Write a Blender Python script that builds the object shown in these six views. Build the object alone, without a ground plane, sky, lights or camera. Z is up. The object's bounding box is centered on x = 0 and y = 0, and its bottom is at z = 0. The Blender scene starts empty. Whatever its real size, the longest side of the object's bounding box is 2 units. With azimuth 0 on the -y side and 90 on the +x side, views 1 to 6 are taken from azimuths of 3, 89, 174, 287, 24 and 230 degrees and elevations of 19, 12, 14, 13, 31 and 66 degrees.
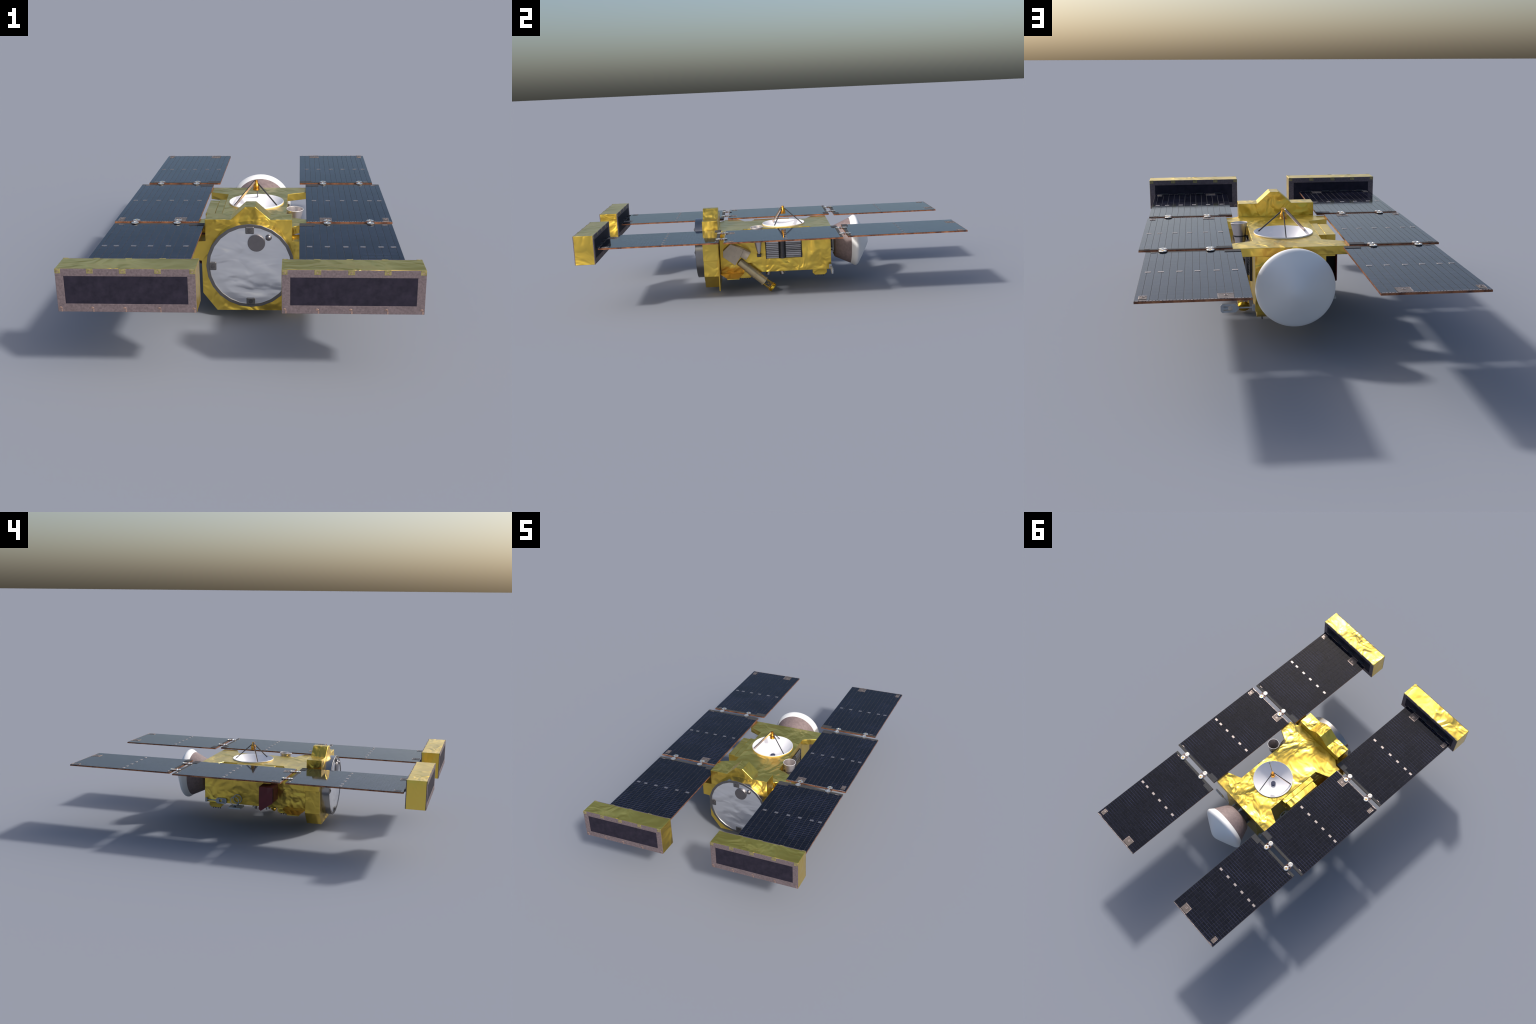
import bpy, bmesh, math, random
from mathutils import Vector, Matrix

random.seed(7)
TAU = math.tau

# ------------------------------------------------------------------ materials
def new_mat(name):
    m = bpy.data.materials.new(name)
    m.use_nodes = True
    nt = m.node_tree
    nt.nodes.clear()
    out = nt.nodes.new("ShaderNodeOutputMaterial")
    b = nt.nodes.new("ShaderNodeBsdfPrincipled")
    nt.links.new(b.outputs[0], out.inputs[0])
    return m, nt, b

def node(nt, kind, **kw):
    n = nt.nodes.new(kind)
    for k, v in kw.items():
        if k in n.inputs:
            n.inputs[k].default_value = v
        else:
            setattr(n, k, v)
    return n

def math_node(nt, op, a, b=None, clamp=False):
    n = nt.nodes.new("ShaderNodeMath")
    n.operation = op
    n.use_clamp = clamp
    for i, v in enumerate((a, b)):
        if v is None:
            continue
        if isinstance(v, (int, float)):
            n.inputs[i].default_value = v
        else:
            nt.links.new(v, n.inputs[i])
    return n.outputs[0]

def ramp(nt, fac, stops):
    r = nt.nodes.new("ShaderNodeValToRGB")
    cr = r.color_ramp
    while len(cr.elements) < len(stops):
        cr.elements.new(0.5)
    for e, (p, c) in zip(cr.elements, stops):
        e.position = p
        e.color = (*c, 1)
    nt.links.new(fac, r.inputs[0])
    return r.outputs[0]

def coords(nt, scale=(1, 1, 1), vary=False):
    tc = nt.nodes.new("ShaderNodeTexCoord")
    mp = nt.nodes.new("ShaderNodeMapping")
    mp.inputs["Scale"].default_value = scale
    nt.links.new(tc.outputs["Object"], mp.inputs[0])
    if vary:
        oi = nt.nodes.new("ShaderNodeObjectInfo")
        v = math_node(nt, "MULTIPLY", oi.outputs["Random"], 7.0)
        nt.links.new(v, mp.inputs["Location"])
    return mp.outputs[0]

def plain(name, col, rough=0.5, metal=0.0, var=0.12, scale=60.0, bump=0.0, spec=0.5):
    m, nt, b = new_mat(name)
    co = coords(nt, vary=True)
    n = node(nt, "ShaderNodeTexNoise", Scale=scale, Detail=4.0)
    nt.links.new(co, n.inputs["Vector"])
    lo = tuple(c * (1 - var) for c in col)
    hi = tuple(min(1, c * (1 + var)) for c in col)
    nt.links.new(ramp(nt, n.outputs[0], [(0.3, lo), (0.7, hi)]), b.inputs["Base Color"])
    b.inputs["Roughness"].default_value = rough
    b.inputs["Metallic"].default_value = metal
    b.inputs["Specular IOR Level"].default_value = spec
    if bump:
        bp = node(nt, "ShaderNodeBump", Strength=bump, Distance=0.002)
        nt.links.new(n.outputs[0], bp.inputs["Height"])
        nt.links.new(bp.outputs[0], b.inputs["Normal"])
    return m

def foil(name, lo, hi, rough=0.36, strength=1.0, dist=0.021, scale=7.5, metal=1.0, squash=(1, 1, 1), coat=0.45):
    """Crinkled metallised film: soft billows, sharp folds and patches that lie taut."""
    m, nt, b = new_mat(name)
    co = coords(nt, squash, vary=True)
    warp = node(nt, "ShaderNodeTexNoise", Scale=scale * 0.55, Detail=2.0)
    nt.links.new(co, warp.inputs["Vector"])
    add = nt.nodes.new("ShaderNodeVectorMath")
    add.operation = "MULTIPLY_ADD"
    nt.links.new(warp.outputs["Color"], add.inputs[0])
    add.inputs[1].default_value = (0.22, 0.22, 0.22)
    nt.links.new(co, add.inputs[2])
    bil = node(nt, "ShaderNodeTexNoise", Scale=scale, Detail=2.5, Roughness=0.42, Distortion=0.3)
    nt.links.new(add.outputs[0], bil.inputs["Vector"])
    # fold lines: creased where the noise crosses its middle value
    fold = node(nt, "ShaderNodeTexNoise", Scale=scale * 1.1, Detail=1.0, Distortion=0.4)
    nt.links.new(add.outputs[0], fold.inputs["Vector"])
    crease = math_node(nt, "ABSOLUTE", math_node(nt, "SUBTRACT", fold.outputs[0], 0.5))
    fine = node(nt, "ShaderNodeTexNoise", Scale=scale * 4.0, Detail=1.0)
    nt.links.new(add.outputs[0], fine.inputs["Vector"])
    # how much the film is crumpled varies from place to place
    amt = node(nt, "ShaderNodeTexNoise", Scale=scale * 0.45, Detail=1.0)
    nt.links.new(co, amt.inputs["Vector"])
    mr = nt.nodes.new("ShaderNodeMapRange")
    for i, v in ((1, 0.36), (2, 0.62), (3, 0.45), (4, 1.15)):
        mr.inputs[i].default_value = v
    nt.links.new(amt.outputs[0], mr.inputs[0])
    h = math_node(nt, "ADD", bil.outputs[0], math_node(nt, "MULTIPLY", crease, 0.55))
    h = math_node(nt, "ADD", h, math_node(nt, "MULTIPLY", fine.outputs[0], 0.07))
    mid = node(nt, "ShaderNodeTexNoise", Scale=scale * 2.6, Detail=1.0, Distortion=0.5)
    nt.links.new(add.outputs[0], mid.inputs["Vector"])
    h = math_node(nt, "ADD", h, math_node(nt, "MULTIPLY", mid.outputs[0], 0.30))
    h = math_node(nt, "MULTIPLY", h, mr.outputs[0])
    bp = node(nt, "ShaderNodeBump", Strength=strength, Distance=dist)
    nt.links.new(h, bp.inputs["Height"])
    nt.links.new(bp.outputs[0], b.inputs["Normal"])
    nt.links.new(ramp(nt, warp.outputs[0], [(0.32, lo), (0.68, hi)]), b.inputs["Base Color"])
    b.inputs["Roughness"].default_value = rough
    b.inputs["Metallic"].default_value = metal
    b.inputs["Coat Weight"].default_value = coat
    b.inputs["Coat Roughness"].default_value = 0.25
    return m

GOLD = foil("gold_foil", (0.78, 0.54, 0.075), (0.88, 0.63, 0.105))
GOLD_FLAT = foil("gold_foil_taut", (0.72, 0.49, 0.07), (0.80, 0.56, 0.09), dist=0.020, scale=6.0, squash=(1, 0.7, 1))
ORANGE_FOIL = foil("amber_foil", (0.55, 0.24, 0.015), (0.72, 0.38, 0.03))
SILVER_FOIL = foil("silver_foil", (0.86, 0.865, 0.88), (0.92, 0.925, 0.935), rough=0.30, dist=0.012,
                   scale=4.5, metal=1.0, squash=(1, 1, 2.2), coat=0.0)

def cell_material():
    m, nt, b = new_mat("solar_cell_glass")
    tc = nt.nodes.new("ShaderNodeTexCoord")
    sep = nt.nodes.new("ShaderNodeSeparateXYZ")
    nt.links.new(tc.outputs["Object"], sep.inputs[0])
    geo = nt.nodes.new("ShaderNodeNewGeometry")
    # thin gaps between the cells of one string
    ph = math_node(nt, "FRACT", math_node(nt, "MULTIPLY", sep.outputs["Y"], 1 / 0.0161))
    gap = math_node(nt, "LESS_THAN", ph, 0.11)
    patch = node(nt, "ShaderNodeTexNoise", Scale=6.5, Detail=1.0)
    nt.links.new(geo.outputs["Position"], patch.inputs["Vector"])
    pm = nt.nodes.new("ShaderNodeMapRange")
    pm.inputs[1].default_value = 0.46
    pm.inputs[2].default_value = 0.68
    pm.inputs[3].default_value = 0.22
    pm.inputs[4].default_value = 1.0
    nt.links.new(patch.outputs[0], pm.inputs[0])
    gapm = math_node(nt, "MULTIPLY", gap, pm.outputs[0])
    # cell to cell variation
    wn = node(nt, "ShaderNodeTexWhiteNoise", noise_dimensions="2D")
    cmb = nt.nodes.new("ShaderNodeCombineXYZ")
    oi = nt.nodes.new("ShaderNodeObjectInfo")
    nt.links.new(oi.outputs["Random"], cmb.inputs[0])
    nt.links.new(math_node(nt, "FLOOR", math_node(nt, "MULTIPLY", sep.outputs["Y"], 1 / 0.0161)), cmb.inputs[1])
    nt.links.new(cmb.outputs[0], wn.inputs["Vector"])
    base = ramp(nt, wn.outputs[0], [(0.0, (0.003, 0.0032, 0.006)), (1.0, (0.006, 0.0065, 0.012))])
    mix = nt.nodes.new("ShaderNodeMix")
    mix.data_type = "RGBA"
    nt.links.new(gapm, mix.inputs[0])
    nt.links.new(base, mix.inputs[6])
    mix.inputs[7].default_value = (0.044, 0.049, 0.108, 1)
    nt.links.new(mix.outputs[2], b.inputs["Base Color"])
    b.inputs["Roughness"].default_value = 0.07
    b.inputs["IOR"].default_value = 1.41
    # cells are not perfectly coplanar: slight ripple in the mirror image
    ripple = node(nt, "ShaderNodeTexNoise", Scale=1.0, Detail=2.0)
    mp = nt.nodes.new("ShaderNodeMapping")
    mp.inputs["Scale"].default_value = (14, 62, 14)
    nt.links.new(geo.outputs["Position"], mp.inputs[0])
    nt.links.new(mp.outputs[0], ripple.inputs["Vector"])
    bp = node(nt, "ShaderNodeBump", Strength=0.10, Distance=0.002)
    nt.links.new(ripple.outputs[0], bp.inputs["Height"])
    nt.links.new(bp.outputs[0], b.inputs["Normal"])
    return m

CELL = cell_material()
SUBSTRATE = plain("panel_substrate", (0.115, 0.111, 0.108), rough=0.6, var=0.1)

def copper_edge():
    m, nt, b = new_mat("copper_panel_edge")
    co = coords(nt, (1, 1, 0.05), vary=True)
    n = node(nt, "ShaderNodeTexNoise", Scale=28.0, Detail=4.0, Roughness=0.7)
    nt.links.new(co, n.inputs["Vector"])
    nt.links.new(ramp(nt, n.outputs[0], [(0.32, (0.06, 0.022, 0.014)), (0.5, (0.24, 0.085, 0.035)), (0.7, (0.42, 0.18, 0.08))]),
                 b.inputs["Base Color"])
    b.inputs["Roughness"].default_value = 0.45
    b.inputs["Metallic"].default_value = 0.35
    return m

COPPER_EDGE = copper_edge()
EDGE_GREY = plain("edge_strip_grey", (0.062, 0.061, 0.060), rough=0.65, var=0.15, spec=0.15)
PAD_GREY = plain("pad_grey", (0.058, 0.058, 0.062), rough=0.65, var=0.2, scale=120, spec=0.15)
PLATE_METAL = plain("corner_plate_metal", (0.16, 0.13, 0.115), rough=0.45, metal=0.4, var=0.25, scale=150)
TAB_METAL = plain("contact_metal", (0.42, 0.37, 0.35), rough=0.42, metal=0.9, var=0.25, scale=220)
BUSBAR = plain("busbar_metal", (0.52, 0.42, 0.38), rough=0.36, metal=0.8, var=0.45, scale=180, bump=0.5)
HINGE_METAL = plain("hinge_metal", (0.74, 0.71, 0.66), rough=0.28, metal=0.85, var=0.2, scale=200, bump=0.4)
HINGE_BROWN = plain("hinge_bracket_brown", (0.20, 0.10, 0.065), rough=0.4, metal=0.6, var=0.2)
GOLD_PIN = plain("gold_pin", (0.75, 0.45, 0.06), rough=0.3, metal=1.0)
PANEL_BACK = plain("panel_back", (0.10, 0.085, 0.075), rough=0.6, var=0.25, scale=20)

FRAME = plain("shield_frame_mauve", (0.132, 0.104, 0.114), rough=0.6, var=0.22, scale=140, bump=0.25, spec=0.3)

def blanket():
    m, nt, b = new_mat("dark_woven_blanket")
    co = coords(nt, (1, 1, 1))
    n = node(nt, "ShaderNodeTexNoise", Scale=32.0, Detail=5.0, Roughness=0.65)
    nt.links.new(co, n.inputs["Vector"])
    w = node(nt, "ShaderNodeTexWave", wave_type="BANDS", bands_direction="X", Scale=180.0, Distortion=0.6)
    nt.links.new(co, w.inputs["Vector"])
    f = math_node(nt, "ADD", math_node(nt, "MULTIPLY", n.outputs[0], 0.85), math_node(nt, "MULTIPLY", w.outputs[0], 0.15))
    nt.links.new(ramp(nt, f, [(0.35, (0.010, 0.009, 0.018)), (0.72, (0.025, 0.021, 0.037))]), b.inputs["Base Color"])
    b.inputs["Roughness"].default_value = 0.75
    b.inputs["Specular IOR Level"].default_value = 0.2
    return m

BLANKET = blanket()
PATCH_FOIL = plain("patch_foil", (0.30, 0.26, 0.11), rough=0.45, metal=0.5, var=0.35, scale=130)
BOLT_COPPER = plain("bolt_copper", (0.34, 0.23, 0.19), rough=0.4, metal=0.5, var=0.3, scale=150)

WHITE = plain("white_ablator", (0.82, 0.82, 0.82), rough=0.45, var=0.015, scale=12)
DISH_WHITE = plain("white_reflector", (0.84, 0.83, 0.85), rough=0.35, var=0.01, scale=12)
MAUVE = plain("backshell_mauve", (0.225, 0.168, 0.165), rough=0.6, var=0.16, scale=75, bump=0.1)
DARK_BLUE = plain("dark_feed_hole", (0.02, 0.03, 0.08), rough=0.4)
BRONZE = plain("bronze_feed", (0.78, 0.36, 0.05), rough=0.25, metal=1.0, var=0.08)
STRUT_DARK = plain("strut_dark", (0.055, 0.052, 0.055), rough=0.4, metal=0.3)
WAVEGUIDE = plain("waveguide_metal", (0.62, 0.50, 0.44), rough=0.28, metal=0.9, var=0.15)

STEEL = plain("polished_ring_steel", (0.36, 0.35, 0.34), rough=0.22, metal=1.0, var=0.06, scale=25)
RING_FACE = plain("ring_face_grey", (0.20, 0.195, 0.195), rough=0.42, metal=1.0, var=0.06)
DISC_GREY = plain("cover_disc_grey", (0.23, 0.215, 0.22), rough=0.35, metal=1.0, var=0.05)
CAN_METAL = plain("baffle_metal", (0.62, 0.57, 0.56), rough=0.32, metal=0.8, var=0.05, scale=20)
RIM_PALE = plain("baffle_rim_pale", (0.72, 0.70, 0.70), rough=0.45, metal=0.2, var=0.04)
DARK_METAL = plain("dark_metal", (0.09, 0.088, 0.095), rough=0.4, metal=0.6, var=0.15)
LOUVER = plain("louver_blade_silver", (0.60, 0.59, 0.61), rough=0.36, metal=0.85, var=0.1, scale=30)
LOUVER_BLACK = plain("louver_frame_black", (0.03, 0.03, 0.035), rough=0.35, metal=0.3)
BEIGE = plain("beige_housing", (0.50, 0.43, 0.345), rough=0.5, metal=0.25, var=0.07, scale=40)
TUBE_GOLD_TINTED = plain("grey_tube_gold_tinted", (0.56, 0.46, 0.28), rough=0.35, metal=0.6, var=0.06, scale=30)  # grey metal tinted gold: the bus foil's reflection is painted into the base colour
GOLD_SOLID = plain("gold_metal", (0.72, 0.47, 0.05), rough=0.32, metal=1.0, var=0.08)
RED = plain("dark_red_paint", (0.155, 0.021, 0.030), rough=0.55, var=0.1, scale=25)
BLACK = plain("black_cavity", (0.006, 0.007, 0.007), rough=0.7)
DOT = plain("rivet_pale", (0.40, 0.33, 0.33), rough=0.5)
BLUE_STEEL = plain("pale_steel", (0.44, 0.47, 0.51), rough=0.4, metal=0.1, var=0.12, scale=60)
PALE = plain("pale_bracket", (0.50, 0.53, 0.57), rough=0.55, var=0.06)
THRUSTER = plain("thruster_metal", (0.50, 0.47, 0.47), rough=0.3, metal=0.8, var=0.08)

# ------------------------------------------------------------------ geometry helpers
ROOT = bpy.data.objects.new("space_probe", None)
bpy.context.collection.objects.link(ROOT)
ROOT["label"] = "gold foil space probe with flat solar wings and dish"
ROOT["category"] = "spacecraft"

def link(name, me, mats, parent=ROOT, loc=(0, 0, 0), smooth=None):
    if not isinstance(mats, (list, tuple)):
        mats = [mats]
    for m in mats:
        me.materials.append(m)
    if smooth is not None:
        me.shade_smooth()
        me.set_sharp_from_angle(angle=math.radians(smooth))
    ob = bpy.data.objects.new(name, me)
    bpy.context.collection.objects.link(ob)
    ob.parent = parent
    # every object keeps world = local + loc because all parents stand at the frame origin
    ob.location = Vector(loc)
    if parent is not None and parent is not ROOT:
        ob.location = Vector(loc) - world_loc(parent)
    return ob

def world_loc(ob):
    v = Vector((0, 0, 0))
    while ob is not None:
        v += ob.location
        ob = ob.parent
    return v

def to_mesh(bm, name):
    me = bpy.data.meshes.new(name)
    bmesh.ops.recalc_face_normals(bm, faces=bm.faces)
    bm.to_mesh(me)
    bm.free()
    return me

def bevel_all(bm, w, seg=1, angle=30):
    if w <= 0:
        return
    es = [e for e in bm.edges if len(e.link_faces) == 2 and e.calc_face_angle() > math.radians(angle)]
    bmesh.ops.bevel(bm, geom=es, offset=w, segments=seg, profile=0.5, affect="EDGES", clamp_overlap=True)

def box_bm(sx, sy, sz):
    bm = bmesh.new()
    bmesh.ops.create_cube(bm, size=1, matrix=Matrix.Diagonal((sx, sy, sz, 1)))
    return bm

def box(name, x, y, z, mat, parent=ROOT, bevel=0.001):
    """box from the ranges x, y, z"""
    c = [(a[0] + a[1]) / 2 for a in (x, y, z)]
    s = [abs(a[1] - a[0]) for a in (x, y, z)]
    bm = box_bm(*s)
    bevel_all(bm, min(bevel, min(s) * 0.3))
    return link(name, to_mesh(bm, name), mat, parent, c)

def prism_bm(profile, axis, a, b):
    """closed 2D profile extruded along an axis (0: profile is y,z; 1: x,z; 2: x,y)"""
    bm = bmesh.new()
    def put(p, t):
        return {0: (t, p[0], p[1]), 1: (p[0], t, p[1]), 2: (p[0], p[1], t)}[axis]
    lo = [bm.verts.new(put(p, a)) for p in profile]
    hi = [bm.verts.new(put(p, b)) for p in profile]
    n = len(profile)
    bm.faces.new(lo)
    bm.faces.new(hi)
    for i in range(n):
        bm.faces.new((lo[i], lo[(i + 1) % n], hi[(i + 1) % n], hi[i]))
    bmesh.ops.recalc_face_normals(bm, faces=bm.faces)
    return bm

def prism(name, profile, axis, a, b, mat, parent=ROOT, bevel=0.001, seg=1):
    bm = prism_bm(profile, axis, a, b)
    bevel_all(bm, bevel, seg)
    return link(name, to_mesh(bm, name), mat, parent)

def frame_matrix(origin, direction):
    z = Vector(direction).normalized()
    return Matrix.Translation(Vector(origin)) @ z.to_track_quat("Z", "Y").to_matrix().to_4x4()

def lathe_bm(profile, seg=48, closed=False):
    """profile of (radius, height) spun about z"""
    bm = bmesh.new()
    rings = []
    for r, h in profile:
        if r < 1e-6:
            rings.append([bm.verts.new((0, 0, h))])
        else:
            rings.append([bm.verts.new((r * math.cos(TAU * i / seg), r * math.sin(TAU * i / seg), h)) for i in range(seg)])
    pairs = list(zip(rings, rings[1:]))
    if closed:
        pairs.append((rings[-1], rings[0]))
    for A, B in pairs:
        for i in range(seg):
            j = (i + 1) % seg
            if len(A) == 1 and len(B) == 1:
                continue
            if len(A) == 1:
                bm.faces.new((A[0], B[i], B[j]))
            elif len(B) == 1:
                bm.faces.new((A[i], A[j], B[0]))
            else:
                bm.faces.new((A[i], A[j], B[j], B[i]))
    return bm

def lathe(name, profile, mat, origin=(0, 0, 0), direction=(0, 0, 1), parent=ROOT, seg=48, closed=False, smooth=35):
    bm = lathe_bm(profile, seg, closed)
    q = Vector(direction).normalized().to_track_quat("Z", "Y").to_matrix().to_4x4()
    bm.transform(q)
    return link(name, to_mesh(bm, name), mat, parent, origin, smooth)

def rod_bm(bm, a, b, r, seg=10, r2=None):
    a, b = Vector(a), Vector(b)
    bmesh.ops.create_cone(bm, cap_ends=True, segments=seg, radius1=r, radius2=r if r2 is None else r2,
                          depth=(b - a).length, matrix=frame_matrix((a + b) / 2, b - a))

def rod(name, a, b, r, mat, parent=ROOT, seg=12, r2=None, smooth=40):
    bm = bmesh.new()
    mid = (Vector(a) + Vector(b)) / 2
    rod_bm(bm, Vector(a) - mid, Vector(b) - mid, r, seg, r2)
    return link(name, to_mesh(bm, name), mat, parent, mid, smooth)

def torus_mesh(name, R, r, seg=36, rs=10, axis=(0, 0, 1)):
    prof = [(R + r * math.cos(TAU * i / rs), r * math.sin(TAU * i / rs)) for i in range(rs)]
    bm = lathe_bm(prof, seg, closed=True)
    bm.transform(Vector(axis).normalized().to_track_quat("Z", "Y").to_matrix().to_4x4())
    return to_mesh(bm, name)

def slab(name, centre, ux, uy, size, mat, parent=ROOT, bevel=0.0006):
    """oriented box: axes ux, uy, and their cross product"""
    ux, uy = Vector(ux).normalized(), Vector(uy).normalized()
    uz = ux.cross(uy)
    bm = box_bm(*size)
    bevel_all(bm, bevel)
    bm.transform(Matrix((ux, uy, uz)).transposed().to_4x4())
    return link(name, to_mesh(bm, name), mat, parent, centre)

def joined(name, builder, mat, parent=ROOT, stuff=False, smooth=None):
    bm = bmesh.new()
    builder(bm)
    ob = link(name, to_mesh(bm, name), mat, parent, (0, 0, 0), smooth)
    if stuff:
        ob["kind"] = "stuff"
    return ob

def add_box(bm, x, y, z):
    c = [(a[0] + a[1]) / 2 for a in (x, y, z)]
    s = [abs(a[1] - a[0]) for a in (x, y, z)]
    bmesh.ops.create_cube(bm, size=1, matrix=Matrix.Translation(c) @ Matrix.Diagonal((*s, 1)))

# ------------------------------------------------------------------ bus body and deck
DISH = (0.0, 0.077)
DECK_Z = 0.3575

def build_bus():
    bus = box("bus_body", (-0.1353, 0.1353), (-0.290, 0.334), (0.107, 0.352), GOLD)
    # deck: a waisted plate with four arms that carry the wings, pierced for the dish
    half = [(0.1365, -0.2935), (0.158, -0.2935), (0.190, -0.268), (0.222, -0.268), (0.222, -0.186),
            (0.1365, -0.148), (0.1365, 0.213), (0.220, 0.250), (0.220, 0.336)]
    outline = half + [(-x, y) for x, y in reversed(half)]
    bm = prism_bm(outline, 2, 0.3245, DECK_Z)
    bevel_all(bm, 0.0012)
    deck = link("deck", to_mesh(bm, "deck"), GOLD)
    # cut the dish well through deck and body
    bmc = bmesh.new()
    bmesh.ops.create_cone(bmc, cap_ends=True, segments=48, radius1=0.1178, radius2=0.1178, depth=0.2,
                          matrix=Matrix.Translation((DISH[0], DISH[1], 0.37)))
    cut = link("well_cutter", to_mesh(bmc, "well_cutter"), GOLD)
    for ob in (deck, bus):
        md = ob.modifiers.new("well", "BOOLEAN")
        md.object = cut
        md.operation = "DIFFERENCE"
        md.solver = "EXACT"
    bpy.context.view_layer.update()
    dg = bpy.context.evaluated_depsgraph_get()
    for ob in (deck, bus):
        me = bpy.data.meshes.new_from_object(ob.evaluated_get(dg))
        ob.modifiers.clear()
        ob.data = me
    bpy.data.objects.remove(cut, do_unlink=True)
    # electronics boxes hung beside the deck on the left
    box("equipment_box", (-0.1675, -0.1375), (-0.103, 0.126), (0.264, 0.3555), GOLD)
    box("equipment_box", (-0.2085, -0.1690), (-0.093, 0.119), (0.264, 0.3545), GOLD)
    return bus

BUS = build_bus()

# ------------------------------------------------------------------ front dust shield
def build_shield():
    outline = [(-0.0195, 0.4655), (0.0195, 0.4655), (0.0768, 0.4140), (0.1620, 0.4140), (0.1620, 0.3260),
               (0.2330, 0.3260), (0.2330, 0.2040), (0.2150, 0.2020), (0.2140, 0.1120), (0.1370, 0.0330),
               (-0.1380, 0.0330), (-0.1940, 0.1080), (-0.1950, 0.2440), (-0.2330, 0.2470), (-0.2330, 0.3260),
               (-0.1775, 0.3260), (-0.1775, 0.4140), (-0.0768, 0.4140)]
    prism("dust_shield", outline, 1, -0.3790, -0.2935, GOLD, bevel=0.0012)
    # thin keel plate on the back of the shield
    prism("keel_plate", [(0.100, 0.326), (0.2350, 0.326), (0.2350, 0.032), (0.100, 0.032)], 1, -0.2990, -0.2928, GOLD_FLAT)

build_shield()

# ------------------------------------------------------------------ front ring with foil cover
def build_ring():
    c = (0.0, -0.425, 0.2385)
    d = (0, -1, 0)
    R = 0.172
    prof = [(0.163, -0.047), (R - 0.002, -0.047), (R, -0.045), (R, -0.0012), (R - 0.0012, 0.0), (0.1592, 0.0), (0.1592, -0.006)]
    ring = lathe("adapter_ring", prof, [STEEL], c, d, seg=24, smooth=40, closed=True)
    ring.data.materials.append(RING_FACE)
    for p in ring.data.polygons:
        if p.normal.y < -0.5:
            p.material_index = 1
    # foil cover: a disc with shallow real folds
    bm = bmesh.new()
    rings, seg = 26, 96
    prev = None
    from mathutils import noise
    def h(x, z):
        q = Vector((x * 7, 0.3, z * 17))
        n1 = noise.noise(q + 0.8 * Vector((noise.noise(q * 0.6), 0, noise.noise(q * 0.6 + Vector((5, 2, 1))))))
        n2 = 1 - abs(noise.noise(Vector((x * 11 + 2, 4.2, z * 22))))
        fade = min(1, max(0, (0.157 - math.hypot(x, z)) / 0.03))
        low = min(1, max(0.25, (0.07 - z) / 0.12))
        return (n1 * 0.0034 + n2 * 0.0028) * fade * low
    for i in range(rings + 1):
        r = 0.1588 * i / rings
        if i == 0:
            cur = [bm.verts.new((0, -h(0, 0), 0))]
        else:
            cur = [bm.verts.new((r * math.cos(TAU * j / seg), -h(r * math.cos(TAU * j / seg), r * math.sin(TAU * j / seg)),
                                 r * math.sin(TAU * j / seg))) for j in range(seg)]
        if prev:
            for j in range(seg):
                k = (j + 1) % seg
                bm.faces.new((prev[0], cur[j], cur[k]) if len(prev) == 1 else (prev[j], cur[j], cur[k], prev[k]))
        prev = cur
    me = to_mesh(bm, "foil_cover")
    link("foil_cover", me, SILVER_FOIL, ring, (c[0], c[1] + 0.0025, c[2]), smooth=180)
    # four latch tabs with fasteners
    for k in range(4):
        a = k * TAU / 4
        bx = box_bm(0.034, 0.007, 0.030)
        bevel_all(bx, 0.0045, 2, 80)
        bx.transform(Matrix.Translation((0, 0, 0.147)))
        bx.transform(Matrix.Rotation(a, 4, "Y"))
        tab = link("latch_tab", to_mesh(bx, "latch_tab"), RING_FACE, ring, (c[0], c[1] + 0.0012, c[2]))
        p = Vector((math.sin(a) * 0.146, -0.4275, 0.2385 + math.cos(a) * 0.146))
        bmf = bmesh.new()
        rod_bm(bmf, (0, 0.002, 0), (0, -0.0016, 0), 0.0085, 16)
        rod_bm(bmf, (0, 0.002, 0), (0, -0.0030, 0), 0.0055, 16)
        link("fastener", to_mesh(bmf, "fastener"), DARK_METAL, ring, p, 40)
    # round covers
    lathe("round_cover", [(0, 0.004), (0.0325, 0.004), (0.034, 0.0025), (0.034, -0.004)], DISC_GREY, (0.0255, -0.4265, 0.3345), d, ring, 28)
    lathe("round_cover", [(0, 0.008), (0.005, 0.0072), (0.0095, 0.0045), (0.0125, 0.0), (0.0125, -0.004)], DISC_GREY,
          (0.0725, -0.4255, 0.3560), d, ring, 24, smooth=60)

build_ring()

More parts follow.
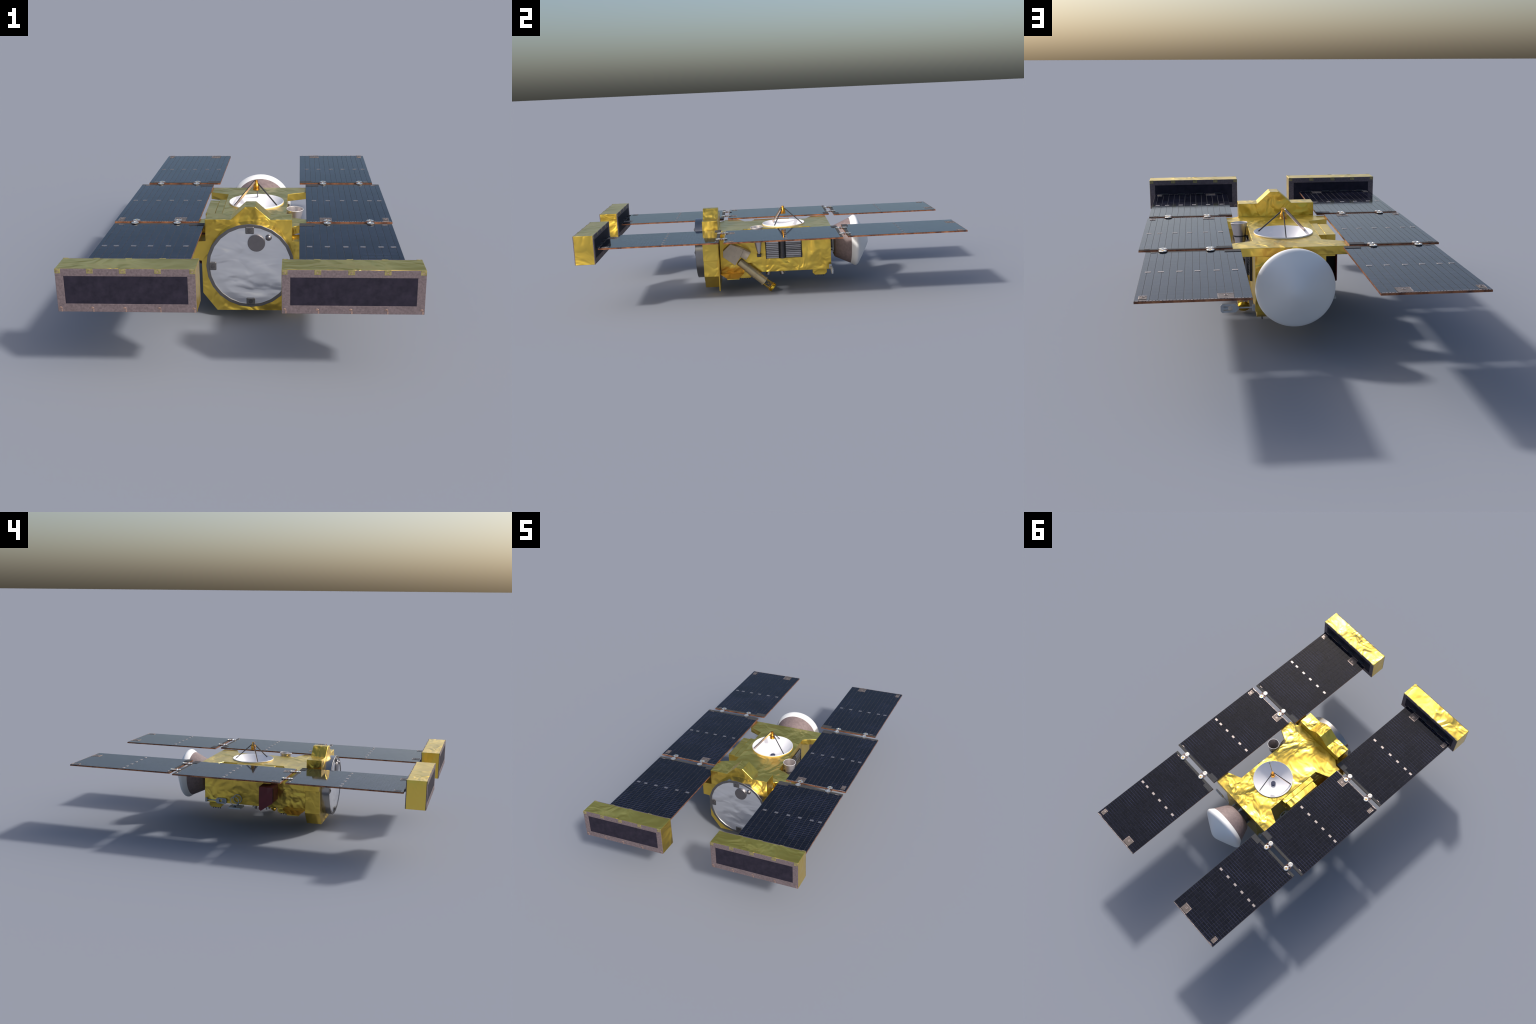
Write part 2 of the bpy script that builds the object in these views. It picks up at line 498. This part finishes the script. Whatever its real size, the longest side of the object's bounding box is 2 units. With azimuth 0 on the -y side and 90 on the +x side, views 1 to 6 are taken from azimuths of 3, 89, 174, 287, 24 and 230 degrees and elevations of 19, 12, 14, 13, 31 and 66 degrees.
# ------------------------------------------------------------------ dish antenna
def build_dish():
    cx, cy = DISH
    rim_z, hole_z, R = 0.3630, 0.2870, 0.1205
    n = 20
    inner = [(R * i / n * 0.985, hole_z + (rim_z - hole_z) * (i / n) ** 2) for i in range(n + 1)]
    outer = [(R * i / n, hole_z - 0.004 + (rim_z - 0.003 - hole_z + 0.004) * (i / n) ** 2) for i in range(n, -1, -1)]
    prof = inner + [(R - 0.0008, rim_z + 0.0008), (R, rim_z)] + outer
    bm = lathe_bm(prof, 64)
    dish = link("dish_antenna", to_mesh(bm, "dish_antenna"), DISH_WHITE, ROOT, (cx, cy, 0), 50)
    lathe("feed_opening", [(0, 0.0150), (0.0130, 0.0150), (0.0142, 0.0135), (0.0142, -0.003)], DARK_BLUE, (cx, cy, hole_z + 0.0012), parent=dish, seg=24)
    hub = [(0, 0.4595), (0.0068, 0.4595), (0.0072, 0.4580), (0.0068, 0.4480), (0.0122, 0.4390), (0.0136, 0.4360), (0.0136, 0.4215),
           (0.0152, 0.4195), (0.0152, 0.4150), (0.010, 0.4150), (0.008, 0.426), (0, 0.428)]
    lathe("feed_horn", hub, BRONZE, (cx, cy, 0), parent=dish, seg=28)
    for (fx, fy), wide in (((0.0, 0.108), False), ((0.097, -0.058), False), ((-0.097, -0.059), True)):
        f = Vector((cx + fx, cy + fy, 0.354))
        t = Vector((cx + fx * 0.07, cy + fy * 0.07, 0.4555)) if wide else Vector((cx + fx * 0.09, cy + fy * 0.09, 0.4440))
        ax = f - t
        side = ax.cross(Vector((0, 0, 1))).normalized()
        up = ax.normalized().cross(side)
        if wide:
            slab("waveguide_strut", (f + t) / 2 - Vector((0, 0, 0.003)), ax, side, (ax.length, 0.0048, 0.0100), WAVEGUIDE, dish)
            slab("strut", (f + t) / 2 + Vector((0, 0, 0.0035)) + up * 0, ax, side, (ax.length, 0.0055, 0.0022), STRUT_DARK, dish)
        else:
            slab("strut", (f + t) / 2, ax, side, (ax.length, 0.0042, 0.0055), STRUT_DARK, dish)

build_dish()

# ------------------------------------------------------------------ sample return capsule
def build_capsule():
    o, d = (0.0, 0.0, 0.2405), (0, 1, 0)
    nose = [(0.0, 0.5610), (0.010, 0.5602), (0.020, 0.5578), (0.031, 0.5532), (0.045, 0.5465), (0.090, 0.5235), (0.1255, 0.5040),
            (0.1345, 0.4990), (0.1410, 0.4940), (0.1450, 0.4885), (0.1465, 0.4825), (0.1457, 0.4770), (0.1300, 0.4540), (0.127, 0.452)]
    cap = lathe("heat_shield", nose, WHITE, o, d, seg=72, smooth=30)
    lathe("back_shell", [(0.1265, 0.4560), (0.1302, 0.4535), (0.0922, 0.3700), (0.0882, 0.3655), (0.0700, 0.3580), (0, 0.3580)],
          MAUVE, o, d, seg=72, smooth=30)
    # separation mechanism between bus and capsule
    lathe("separation_ring", [(0.052, 0.3335), (0.060, 0.3335), (0.060, 0.3590), (0.052, 0.3590)], DARK_METAL, o, d, seg=40, closed=True)
    for k in range(3):
        a = TAU * (k / 3 + 0.25)
        x, z = 0.064 * math.cos(a), 0.2405 + 0.064 * math.sin(a)
        bm = bmesh.new()
        rod_bm(bm, (0, -0.013, 0), (0, 0.012, 0), 0.0055, 12)
        rod_bm(bm, (0, -0.013, 0), (0, -0.004, 0), 0.010, 12, 0.006)
        link("separation_bolt", to_mesh(bm, "separation_bolt"), BLUE_STEEL, ROOT, (x, 0.347, z), 40)
    def bars(bm):
        for zz in (0.195, 0.268):
            add_box(bm, (0.058, 0.066), (0.3335, 0.3560), (zz - 0.004, zz + 0.004))
        add_box(bm, (0.060, 0.066), (0.3500, 0.3565), (0.195, 0.268))
        add_box(bm, (-0.066, -0.060), (0.3335, 0.3565), (0.215, 0.222))
    joined("bracket", bars, BLUE_STEEL)

build_capsule()

# ------------------------------------------------------------------ star camera baffle
def build_baffle():
    a, b = Vector((0.1715, -0.0785, 0.3720)), Vector((0.1660, -0.0710, 0.2280))
    L = (a - b).length
    prof = [(0.0100, 0.0), (0.0355, L), (0.0345, L + 0.0006), (0.0335, L), (0.0095, 0.004), (0, 0.004)]
    can = lathe("camera_baffle", prof, [CAN_METAL], b, a - b, seg=40)
    link("baffle_rim", torus_mesh("baffle_rim", 0.0348, 0.0013, 40, 8, a - b), RIM_PALE, can, a, 60)
    lathe("clamp_band", [(0.0262, L * 0.60), (0.0276, L * 0.60), (0.0282, L * 0.635), (0.0268, L * 0.635)], DARK_METAL, b, a - b, can, 40, True)
    rod("baffle_stem", b + Vector((0, 0, 0.006)), b - Vector((0, 0, 0.010)), 0.0065, CAN_METAL, can)
    box("baffle_foot", (0.154, 0.178), (-0.083, -0.059), (0.203, 0.219), DARK_METAL, can)
    rod("baffle_arm", (0.136, -0.071, 0.211), (0.156, -0.071, 0.211), 0.006, DARK_METAL, can)
    box("baffle_arm", (0.135, 0.149), (-0.084, -0.076), (0.306, 0.318), DARK_METAL, can)

build_baffle()

# ------------------------------------------------------------------ louvred radiators on the right side
def build_louvers():
    back = box("louver_frame", (0.1345, 0.1390), (-0.034, 0.171), (0.183, 0.3240), LOUVER_BLACK)
    for y0, y1, x in ((-0.030, 0.040, 0.1475), (0.080, 0.166, 0.1445)):
        for yy in (y0 - 0.0035, y1):
            box("louver_frame", (0.137, x + 0.001), (yy, yy + 0.0035), (0.1835, 0.3235), LOUVER_BLACK, back)
        n = 13
        for i in range(n):
            z = 0.1850 + 0.1375 * (i + 0.5) / n
            tilt = math.radians(22 + random.uniform(-9, 9))
            slab("louver_blade", (x - 0.0035, (y0 + y1) / 2, z), (0, 1, 0), (math.sin(tilt), 0, math.cos(tilt)),
                 (y1 - y0 - 0.001, 0.0092, 0.0014), LOUVER, back, 0.0004)
    bm = bmesh.new()
    rod_bm(bm, (0.143, 0.060, 0.184), (0.143, 0.060, 0.322), 0.0135, 20)
    link("louver_actuator", to_mesh(bm, "louver_actuator"), DARK_METAL, back, (0, 0, 0), 40)
    box("louver_actuator", (0.136, 0.150), (0.046, 0.074), (0.1835, 0.232), LOUVER_BLACK, back)

build_louvers()

# ------------------------------------------------------------------ periscope camera on the right side
def build_periscope():
    head = [(-0.226, 0.286), (-0.270, 0.247), (-0.271, 0.214), (-0.206, 0.165), (-0.1745, 0.211), (-0.1560, 0.252)]
    hd = prism("camera_head", head, 0, 0.134, 0.194, BEIGE)
    side = [(-0.1745, 0.211), (-0.1560, 0.252), (-0.117, 0.232), (-0.144, 0.192)]
    prism("mirror_box", side, 0, 0.140, 0.1915, BEIGE, hd)
    joined("rivet", lambda bm: [rod_bm(bm, (0.1938, -0.2 - 0.045 * math.sin(i * 1.9) + 0.0, 0.226 + 0.038 * math.cos(i * 2.7)),
                                       (0.1948, -0.2 - 0.045 * math.sin(i * 1.9), 0.226 + 0.038 * math.cos(i * 2.7)), 0.0011, 6) for i in range(11)],
           DARK_METAL, hd, True)
    X = 0.1610
    a, b = Vector((X, -0.184, 0.180)), Vector((X, -0.0455, 0.0590))
    d = (b - a).normalized()
    L = (b - a).length
    r = 0.0225
    prof = [(0.0, 0.0), (r, 0.0), (r, L * 0.30), (r + 0.0018, L * 0.305), (r + 0.0018, L * 0.35), (r + 0.0008, L * 0.355), (r + 0.0008, L * 0.62),
            (r + 0.0028, L * 0.625), (r + 0.0028, L * 0.66), (r + 0.0012, L * 0.665), (r + 0.0012, L * 0.96), (r + 0.0035, L * 0.965),
            (r + 0.0035, L), (r - 0.002, L), (r - 0.002, L * 0.9), (0, L * 0.9)]
    tube = lathe("periscope_tube", prof, TUBE_GOLD_TINTED, a, d, seg=40)
    e = Vector((X, -0.004, 0.0240))
    lathe("mirror_ring", [(0.0, -0.0035), (0.023, -0.0035), (0.0255, -0.0075), (0.0262, -0.0060), (0.0262, 0.0060), (0.0250, 0.0068), (0.0, 0.0055)], GOLD_SOLID, e, d, tube, 32)
    q = d.to_track_quat("Z", "Y").to_matrix()
    def truss(bm):
        for k in range(4):
            a0 = TAU * (k / 4 + 0.08)
            for da in (-0.22, 0.22):
                p = b + q @ Vector((0.0235 * math.cos(a0), 0.0235 * math.sin(a0), -0.003))
                s = e + q @ Vector((0.0245 * math.cos(a0 + da), 0.0245 * math.sin(a0 + da), -0.004))
                rod_bm(bm, p, s, 0.0011, 6)
            p = b + q @ Vector((0.0235 * math.cos(a0), 0.0235 * math.sin(a0), -0.003))
            s = e + q @ Vector((0.0245 * math.cos(a0 + TAU / 4), 0.0245 * math.sin(a0 + TAU / 4), -0.004))
            rod_bm(bm, p, s, 0.0010, 6)
    joined("truss_rods", truss, GOLD_SOLID, tube, False, 60)

build_periscope()

# ------------------------------------------------------------------ red dust analyser on the left side
def build_analyser():
    xo, y0, y1, zt = -0.2445, -0.1160, -0.0345, 0.2520
    side = [(y1, zt), (y0, zt), (y0, 0.1605), (y1 - 0.012, 0.1110), (y1, 0.1195)]
    t = 0.0045
    outer = prism("dust_analyser", side, 0, xo, xo + t, RED)
    prism("analyser_wall", side, 0, -0.1390, -0.1340, RED, outer)
    xa, xb = xo + t + 0.0001, -0.1391
    box("analyser_wall", (xa, xb), (y0, y1), (zt - 0.019, zt), RED, outer)
    box("analyser_wall", (xa, xb), (y0, y0 + 0.0045), (0.1605, zt - 0.0191), RED, outer)
    prism("analyser_wall", [(y0 + 0.0046, 0.1580), (y0 + 0.0046, 0.1625), (y1 - 0.004, 0.1195), (y1 - 0.004, 0.1150), (y1 - 0.012, 0.1130)], 0, xa, xb, RED, outer)
    box("analyser_cavity", (xa + 0.0004, xb - 0.0004), (y0 + 0.0060, y1 - 0.029), (0.154, zt - 0.0195), BLACK, outer)
    box("analyser_slot", (xo + 0.001, xo + 0.012), (y0 - 0.0012, y0 + 0.001), (0.168, zt - 0.008), BLACK, outer)
    joined("rivet", lambda bm: [rod_bm(bm, (xo + 0.0005, y0 + 0.029 - 0.0062 * i, zt - 0.0035 - 0.0075 * j), (xo - 0.0006, y0 + 0.029 - 0.0062 * i, zt - 0.0035 - 0.0075 * j), 0.0009, 6)
                                for i in range(5) for j in range(5 - i)], DOT, outer, True)

build_analyser()

# ------------------------------------------------------------------ antennas, sensors, thrusters below
def paddle_mesh():
    """flat paddle with a slot, built along +x, slot shows a little can"""
    bm = bmesh.new()
    rod_bm(bm, (0.010, 0, 0), (0.068, 0, 0), 0.0030, 10)
    outer = [(0.062, -0.004), (0.074, -0.017), (0.125, -0.017), (0.131, -0.011), (0.131, 0.011), (0.125, 0.017), (0.074, 0.017), (0.062, 0.004)]
    inner = [(0.086, -0.0085), (0.120, -0.0085), (0.120, 0.0085), (0.086, 0.0085)]
    t = 0.004
    vo = [[bm.verts.new((x, s * t, z)) for x, z in outer] for s in (-1, 1)]
    vi = [[bm.verts.new((x, s * t, z)) for x, z in inner] for s in (-1, 1)]
    for k in (0, 1):
        o, i = vo[k], vi[k]
        for f in ((o[0], o[1], i[0]), (o[1], o[2], i[1], i[0]), (o[2], o[3], i[1]), (o[3], o[4], i[2], i[1]),
                  (o[4], o[5], i[2]), (o[5], o[6], i[3], i[2]), (o[6], o[7], i[3]), (o[7], o[0], i[0], i[3])):
            bm.faces.new(f)
    for k in range(8):
        bm.faces.new((vo[0][k], vo[0][(k + 1) % 8], vo[1][(k + 1) % 8], vo[1][k]))
    for k in range(4):
        bm.faces.new((vi[0][k], vi[0][(k + 1) % 4], vi[1][(k + 1) % 4], vi[1][k]))
    rod_bm(bm, (0.102, 0, 0), (0.121, 0, 0), 0.0065, 14)
    bm2 = box_bm(0.010, 0.014, 0.024)
    bm2.transform(Matrix.Translation((0.005, 0, 0)))
    me2 = to_mesh(bm2, "tmp")
    bm.from_mesh(me2)
    bpy.data.meshes.remove(me2)
    return to_mesh(bm, "paddle_antenna")

def build_small_parts():
    me = paddle_mesh()
    right = link("paddle_antenna", me, BLUE_STEEL, ROOT, (0.137, 0.328, 0.1240))
    left = bpy.data.objects.new("paddle_antenna", me)
    bpy.context.collection.objects.link(left)
    left.parent = ROOT
    left.location = (-0.1450, 0.326, 0.1220)
    left.rotation_euler = (0, 0, -TAU / 4)
    # hoop sensor
    base = box("hoop_base", (-0.207, -0.137), (0.088, 0.163), (0.0955, 0.1045), PALE)
    for x in (-0.143, -0.196):
        link("sensor_hoop", torus_mesh("sensor_hoop", 0.0250, 0.0024, axis=(1, 0, 0)), BLUE_STEEL, base, (x, 0.127, 0.1420), 60)
        def foot(bm, x=x):
            rod_bm(bm, (x, 0.127, 0.1035), (x, 0.127, 0.1165), 0.009, 10, 0.004)
        joined("hoop_foot", foot, DARK_METAL, base, False, 40)
    # thruster pods at the corners
    for sx in (-1, 1):
        for y0, y1 in ((0.228, 0.309), (-0.192, -0.113)):
            x0, x1 = 0.086, 0.128
            zt, zb = 0.1075, 0.0745
            prof = [(y0, zt), (y0, zb + 0.012), (y0 + 0.013, zb), (y1 - 0.013, zb), (y1, zb + 0.012), (y1, zt)]
            pod = prism("thruster_pod", prof, 0, sx * x0, sx * x1, GOLD, bevel=0.0015, seg=2)
            def noz(bm):
                for i in range(4):
                    y = y0 + 0.018 + (y1 - y0 - 0.036) * i / 3
                    rod_bm(bm, (sx * 0.107, y, zb + 0.001), (sx * 0.107, y, zb - 0.011), 0.0022, 8, 0.0032)
            joined("thruster_nozzle", noz, DARK_METAL, pod, False, 40)
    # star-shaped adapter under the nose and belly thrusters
    bm = bmesh.new()
    top = [bm.verts.new(p) for p in ((-0.189, -0.2915, 0.1160), (0.189, -0.2915, 0.1160), (0.189, -0.160, 0.1160), (-0.189, -0.160, 0.1160))]
    bot = [bm.verts.new(p) for p in ((-0.188, -0.254, 0.0885), (0.188, -0.254, 0.0885), (0.188, -0.188, 0.0885), (-0.188, -0.188, 0.0885))]
    bm.faces.new(top); bm.faces.new(bot)
    for i in range(4):
        bm.faces.new((top[i], top[(i + 1) % 4], bot[(i + 1) % 4], bot[i]))
    link("belly_fairing", to_mesh(bm, "belly_fairing"), ORANGE_FOIL)
    box("fairing_lip", (-0.1895, 0.1895), (-0.256, -0.186), (0.0825, 0.0887), GOLD)
    for y, tilt in ((0.048, 0.35), (-0.012, -0.30)):
        d = Vector((0.0, math.sin(tilt), -math.cos(tilt)))
        lathe("belly_thruster", [(0.006, -0.012), (0.008, 0.0), (0.0125, 0.014), (0.0160, 0.042), (0.0150, 0.042), (0.011, 0.016), (0, 0.010)],
              THRUSTER, (-0.010, y, 0.1000), d, seg=24)
    lathe("belly_sensor", [(0.010, 0.0), (0.012, 0.020), (0.014, 0.034), (0.010, 0.036), (0, 0.030)], GOLD_SOLID, (-0.02, -0.058, 0.1060), (-0.35, -0.35, -1), seg=20)

build_small_parts()

# ------------------------------------------------------------------ solar wings
PANEL_T = 0.0075
TOP_Z = 0.3668
STRIP_MESHES = {}

def strip_mesh(w, L):
    key = (round(w, 5), round(L, 5))
    if key not in STRIP_MESHES:
        bm = box_bm(w, L, 0.0006)
        me = to_mesh(bm, "solar_cell_strip")
        me.materials.append(CELL)
        STRIP_MESHES[key] = me
    return STRIP_MESHES[key]

SHARED = {}

def shared_box(key, size, mat, bevel=0.0004):
    if key not in SHARED:
        bm = box_bm(*size)
        bevel_all(bm, bevel)
        me = to_mesh(bm, key)
        me.materials.append(mat)
        SHARED[key] = me
    return SHARED[key]

def place(name, me, parent, loc):
    ob = bpy.data.objects.new(name, me)
    bpy.context.collection.objects.link(ob)
    ob.parent = parent
    ob.location = Vector(loc) - world_loc(parent)
    return ob

def plate_mesh(key, w, l):
    """corner fitting: thin plate with raised rim and a round insert"""
    if key in SHARED:
        return SHARED[key]
    bm = box_bm(w, l, 0.0012)
    me = to_mesh(bm, key)
    me.materials.append(PLATE_METAL)
    SHARED[key] = me
    return me

def solar_panel(side, xi, xo, y_hinge, ydir, L, clips=False):
    """one panel: xi inner, xo outer edge (before mirroring), hinge end at y_hinge, running along ydir"""
    W = xo - xi
    X = lambda u: side * (xo - u)            # u measured inwards from the outer edge
    Y = lambda v: y_hinge + ydir * v         # v measured from the hinge end
    k = W / 0.345
    zc = TOP_Z - 0.0006 - PANEL_T / 2
    bm = box_bm(W, L, PANEL_T - 0.0006)
    me = to_mesh(bm, "solar_panel")
    panel = link("solar_panel", me, [COPPER_EDGE, SUBSTRATE, PANEL_BACK], ROOT, (X(W / 2), Y(L / 2), zc))
    for p in me.polygons:
        if p.normal.z > 0.5:
            p.material_index = 1
        elif p.normal.z < -0.5:
            p.material_index = 2
    zt = TOP_Z - 0.0003
    # strings of cells
    edge, tail, gap = 0.0155, 0.004, 0.0013
    first = 0.0200 if not clips else 0.0170
    pitch = 0.02475 if not clips else 0.0272
    lines = [first + pitch * i for i in range(13)]
    bounds = [0.0008] + lines + [W - 0.0008]
    for i in range(len(bounds) - 1):
        a, b = bounds[i] + (gap / 2 if i else 0), bounds[i + 1] - (gap / 2 if i < 13 else 0)
        place("solar_cell_strip", strip_mesh(b - a, L - edge - tail), panel, (X((a + b) / 2), Y(edge + (L - edge - tail) / 2), zt))
    # grey strip along the hinge edge, busbar along the far edge
    place("edge_strip", shared_box("edge_strip_%d" % int(W * 1000), (W - 0.001, 0.0140, 0.0008), EDGE_GREY), panel, (X(W / 2), Y(0.0074), zt))
    def bar(bm):
        n = 34
        for i in range(n):
            u = 0.004 + (W - 0.008) * (i + 0.5) / n
            w = (W - 0.008) / n * random.uniform(0.55, 0.95)
            add_box(bm, (X(u) - w / 2, X(u) + w / 2), (Y(L - 0.0030), Y(L - 0.0006)), (TOP_Z - 0.0006, TOP_Z + random.uniform(0.0001, 0.0008)))
    bb = joined("busbar", bar, BUSBAR, panel)
    bb.location = -world_loc(panel)
    # pad at the inner hinge corner
    place("corner_pad", shared_box("corner_pad", (0.060, 0.0320, 0.0022), PAD_GREY), panel, (X(W - 0.0305), Y(0.0165), zt + 0.0008))
    # bright wire pieces near the hinges
    place("edge_clip", shared_box("edge_clip", (0.020, 0.0030, 0.0020), BUSBAR), panel, (X(0.030), Y(0.0175), zt + 0.0008))
    # contact tabs
    for u in (0.024, 0.066, 0.127, 0.186, 0.249, 0.310):
        place("contact_tab", shared_box("contact_tab", (0.0195, 0.0125, 0.0012), TAB_METAL), panel, (X(u * k), Y(0.2875), zt + 0.0006))
    # corner fittings at the far end
    for nm, u0, u1, v0, v1 in (("small_corner_plate", 0.013, 0.036, 0.050, 0.016), ("corner_plate", 0.244 * k, 0.244 * k + 0.047, 0.050, 0.009)):
        w, l = u1 - u0, v0 - v1
        cx, cy = X((u0 + u1) / 2), Y(L - (v0 + v1) / 2)
        pl = place("corner_plate", plate_mesh(nm, w, l), panel, (cx, cy, zt + 0.0006))
        def rim(bm):
            z = (TOP_Z, TOP_Z + 0.0016)
            e = 0.0022
            yy = Y(L - v0)
            add_box(bm, (cx - w / 2, cx + w / 2), (yy - e / 2, yy + e / 2), z)
            ii = X(u0)
            add_box(bm, (ii - e / 2, ii + e / 2), (min(yy, Y(L - v1)), max(yy, Y(L - v1))), (z[0], z[1] - 0.0003))
            cz = TOP_Z + 0.0004
            rod_bm(bm, (cx, cy - ydir * 0.004, cz), (cx, cy - ydir * 0.004, cz + 0.0016), 0.0058, 14)
            yb = Y(L - 0.004)
            add_box(bm, (cx - w / 2, cx + w / 2), (yb - 0.0015, yb + 0.0015), z)
        r = joined("corner_fitting", rim, BUSBAR, panel, False)
        r.location = -world_loc(panel)
        hole = bmesh.new()
        rod_bm(hole, (0, 0, -0.001), (0, 0, 0.0008), 0.0030, 12)
        link("fitting_socket", to_mesh(hole, "fitting_socket"), DARK_METAL, panel, (cx, cy - ydir * 0.004, TOP_Z + 0.0018))
    return panel

def hinge(side, x, y):
    hub = box("panel_hinge", (side * x - 0.0035, side * x + 0.0035), (y - 0.020, y + 0.020), (0.3655, 0.3705), HINGE_METAL)
    if "hinge_cap" not in SHARED:
        bm = lathe_bm([(0.0130, -0.0020), (0.0154, -0.0010), (0.0154, 0.0008), (0.0120, 0.0022), (0.0060, 0.0022), (0.0052, 0.0012), (0, 0.0012)], 8)
        SHARED["hinge_cap"] = to_mesh(bm, "hinge_cap")
        SHARED["hinge_cap"].materials.append(HINGE_METAL)
        bm = bmesh.new()
        rod_bm(bm, (0, 0, 0), (0, 0, 0.0015), 0.004, 10)
        SHARED["hinge_pin"] = to_mesh(bm, "hinge_pin")
        SHARED["hinge_pin"].materials.append(GOLD_PIN)
    for dy in (-0.0165, 0.0165):
        place("hinge_cap", SHARED["hinge_cap"], hub, (side * x, y + dy, 0.3705))
    place("hinge_pin", SHARED["hinge_pin"], hub, (side * x, y + 0.0165, 0.3716))
    for dy in (-0.0045, 0.0045):
        place("hinge_bracket", shared_box("hinge_bracket", (0.036, 0.0046, 0.0075), HINGE_BROWN), hub, (side * x, y + dy, 0.3680))

for side in (-1, 1):
    solar_panel(side, 0.191, 0.536, 0.3880, 1, 0.6110)
    solar_panel(side, 0.219, 0.564, 0.3600, -1, 0.6080)
    solar_panel(side, 0.191, 0.559, -0.2730, -1, 0.6100, clips=True)
    for x in (0.474, 0.302):
        hinge(side, x, 0.3785)
        hinge(side, x, -0.2605)

# ------------------------------------------------------------------ wing dust shields (boxes at the front end of each wing)
def wing_shield(side):
    x0, x1 = sorted((side * 0.1355, side * 0.5870))
    y0, y1 = -0.9962, -0.8985
    z0, z1 = 0.2895, 0.4375
    body = box("wing_shield", (x0, x1), (y0, y1), (z0, z1), GOLD, bevel=0.0015)
    m = 0.0250
    for y, f in ((y0, -1), (y1, 1)):
        ya, yb = sorted((y - f * 0.004, y + f * 0.0030))
        fr = box("shield_frame", (x0 + 0.0005, x1 - 0.0005), (ya, yb), (z0 + 0.0005, z0 + m + 0.0035), FRAME, body, 0.0008)
        box("shield_frame", (x0 + 0.0005, x1 - 0.0005), (ya, yb), (z1 - m, z1 - 0.0005), FRAME, body, 0.0008)
        for a, b in ((x0 + 0.0005, x0 + m + 0.002), (x1 - m - 0.002, x1 - 0.0005)):
            box("shield_frame", (a, b), (ya, yb - 0.0002 if f > 0 else yb), (z0 + m + 0.0035, z1 - m), FRAME, body, 0.0008)
        yp = y + f * 0.0022
        box("blanket_panel", (x0 + m, x1 - m), sorted((y - f * 0.003, yp)), (z0 + m, z1 - m + 0.001), BLANKET, body, 0)
        # foil patches on the upper bar, clamps on the lower one
        for i, u in enumerate((0.0095, 0.1130, 0.2185, 0.3310, 0.4415)):
            cx = x0 + u
            w = 0.0185 if i in (0, 4) else 0.0215
            box("foil_patch", (cx - w / 2, cx + w / 2), sorted((y, y + f * 0.0036)), (z1 - 0.0155, z1 + 0.0006), PATCH_FOIL, body, 0.0006)
            def pin(bm):
                rod_bm(bm, (cx, y + f * 0.003, z1 - 0.0085), (cx, y + f * 0.0038, z1 - 0.0085), 0.0026, 10)
            joined("patch_bolt", pin, BOLT_COPPER, body).location = -world_loc(body)
            def clamp(bm):
                rod_bm(bm, (cx, y + f * 0.002, z0 + 0.0130), (cx, y + f * 0.0033, z0 + 0.0126), 0.0064, 12, 0.0045)
                add_box(bm, (cx + 0.002, cx + 0.0065), sorted((y + f * 0.002, y + f * 0.0036)), (z0 + 0.001, z0 + 0.011))
            joined("shield_clamp", clamp, BOLT_COPPER, body).location = -world_loc(body)
    # clips that join the wing to the shield
    for cx in (0.5135, 0.4260, 0.3320, 0.2400):
        place("wing_clip", shared_box("wing_clip", (0.0370, 0.0200, 0.0055), PAD_GREY), body, (side * cx, -0.8900, 0.3670))

for side in (-1, 1):
    wing_shield(side)
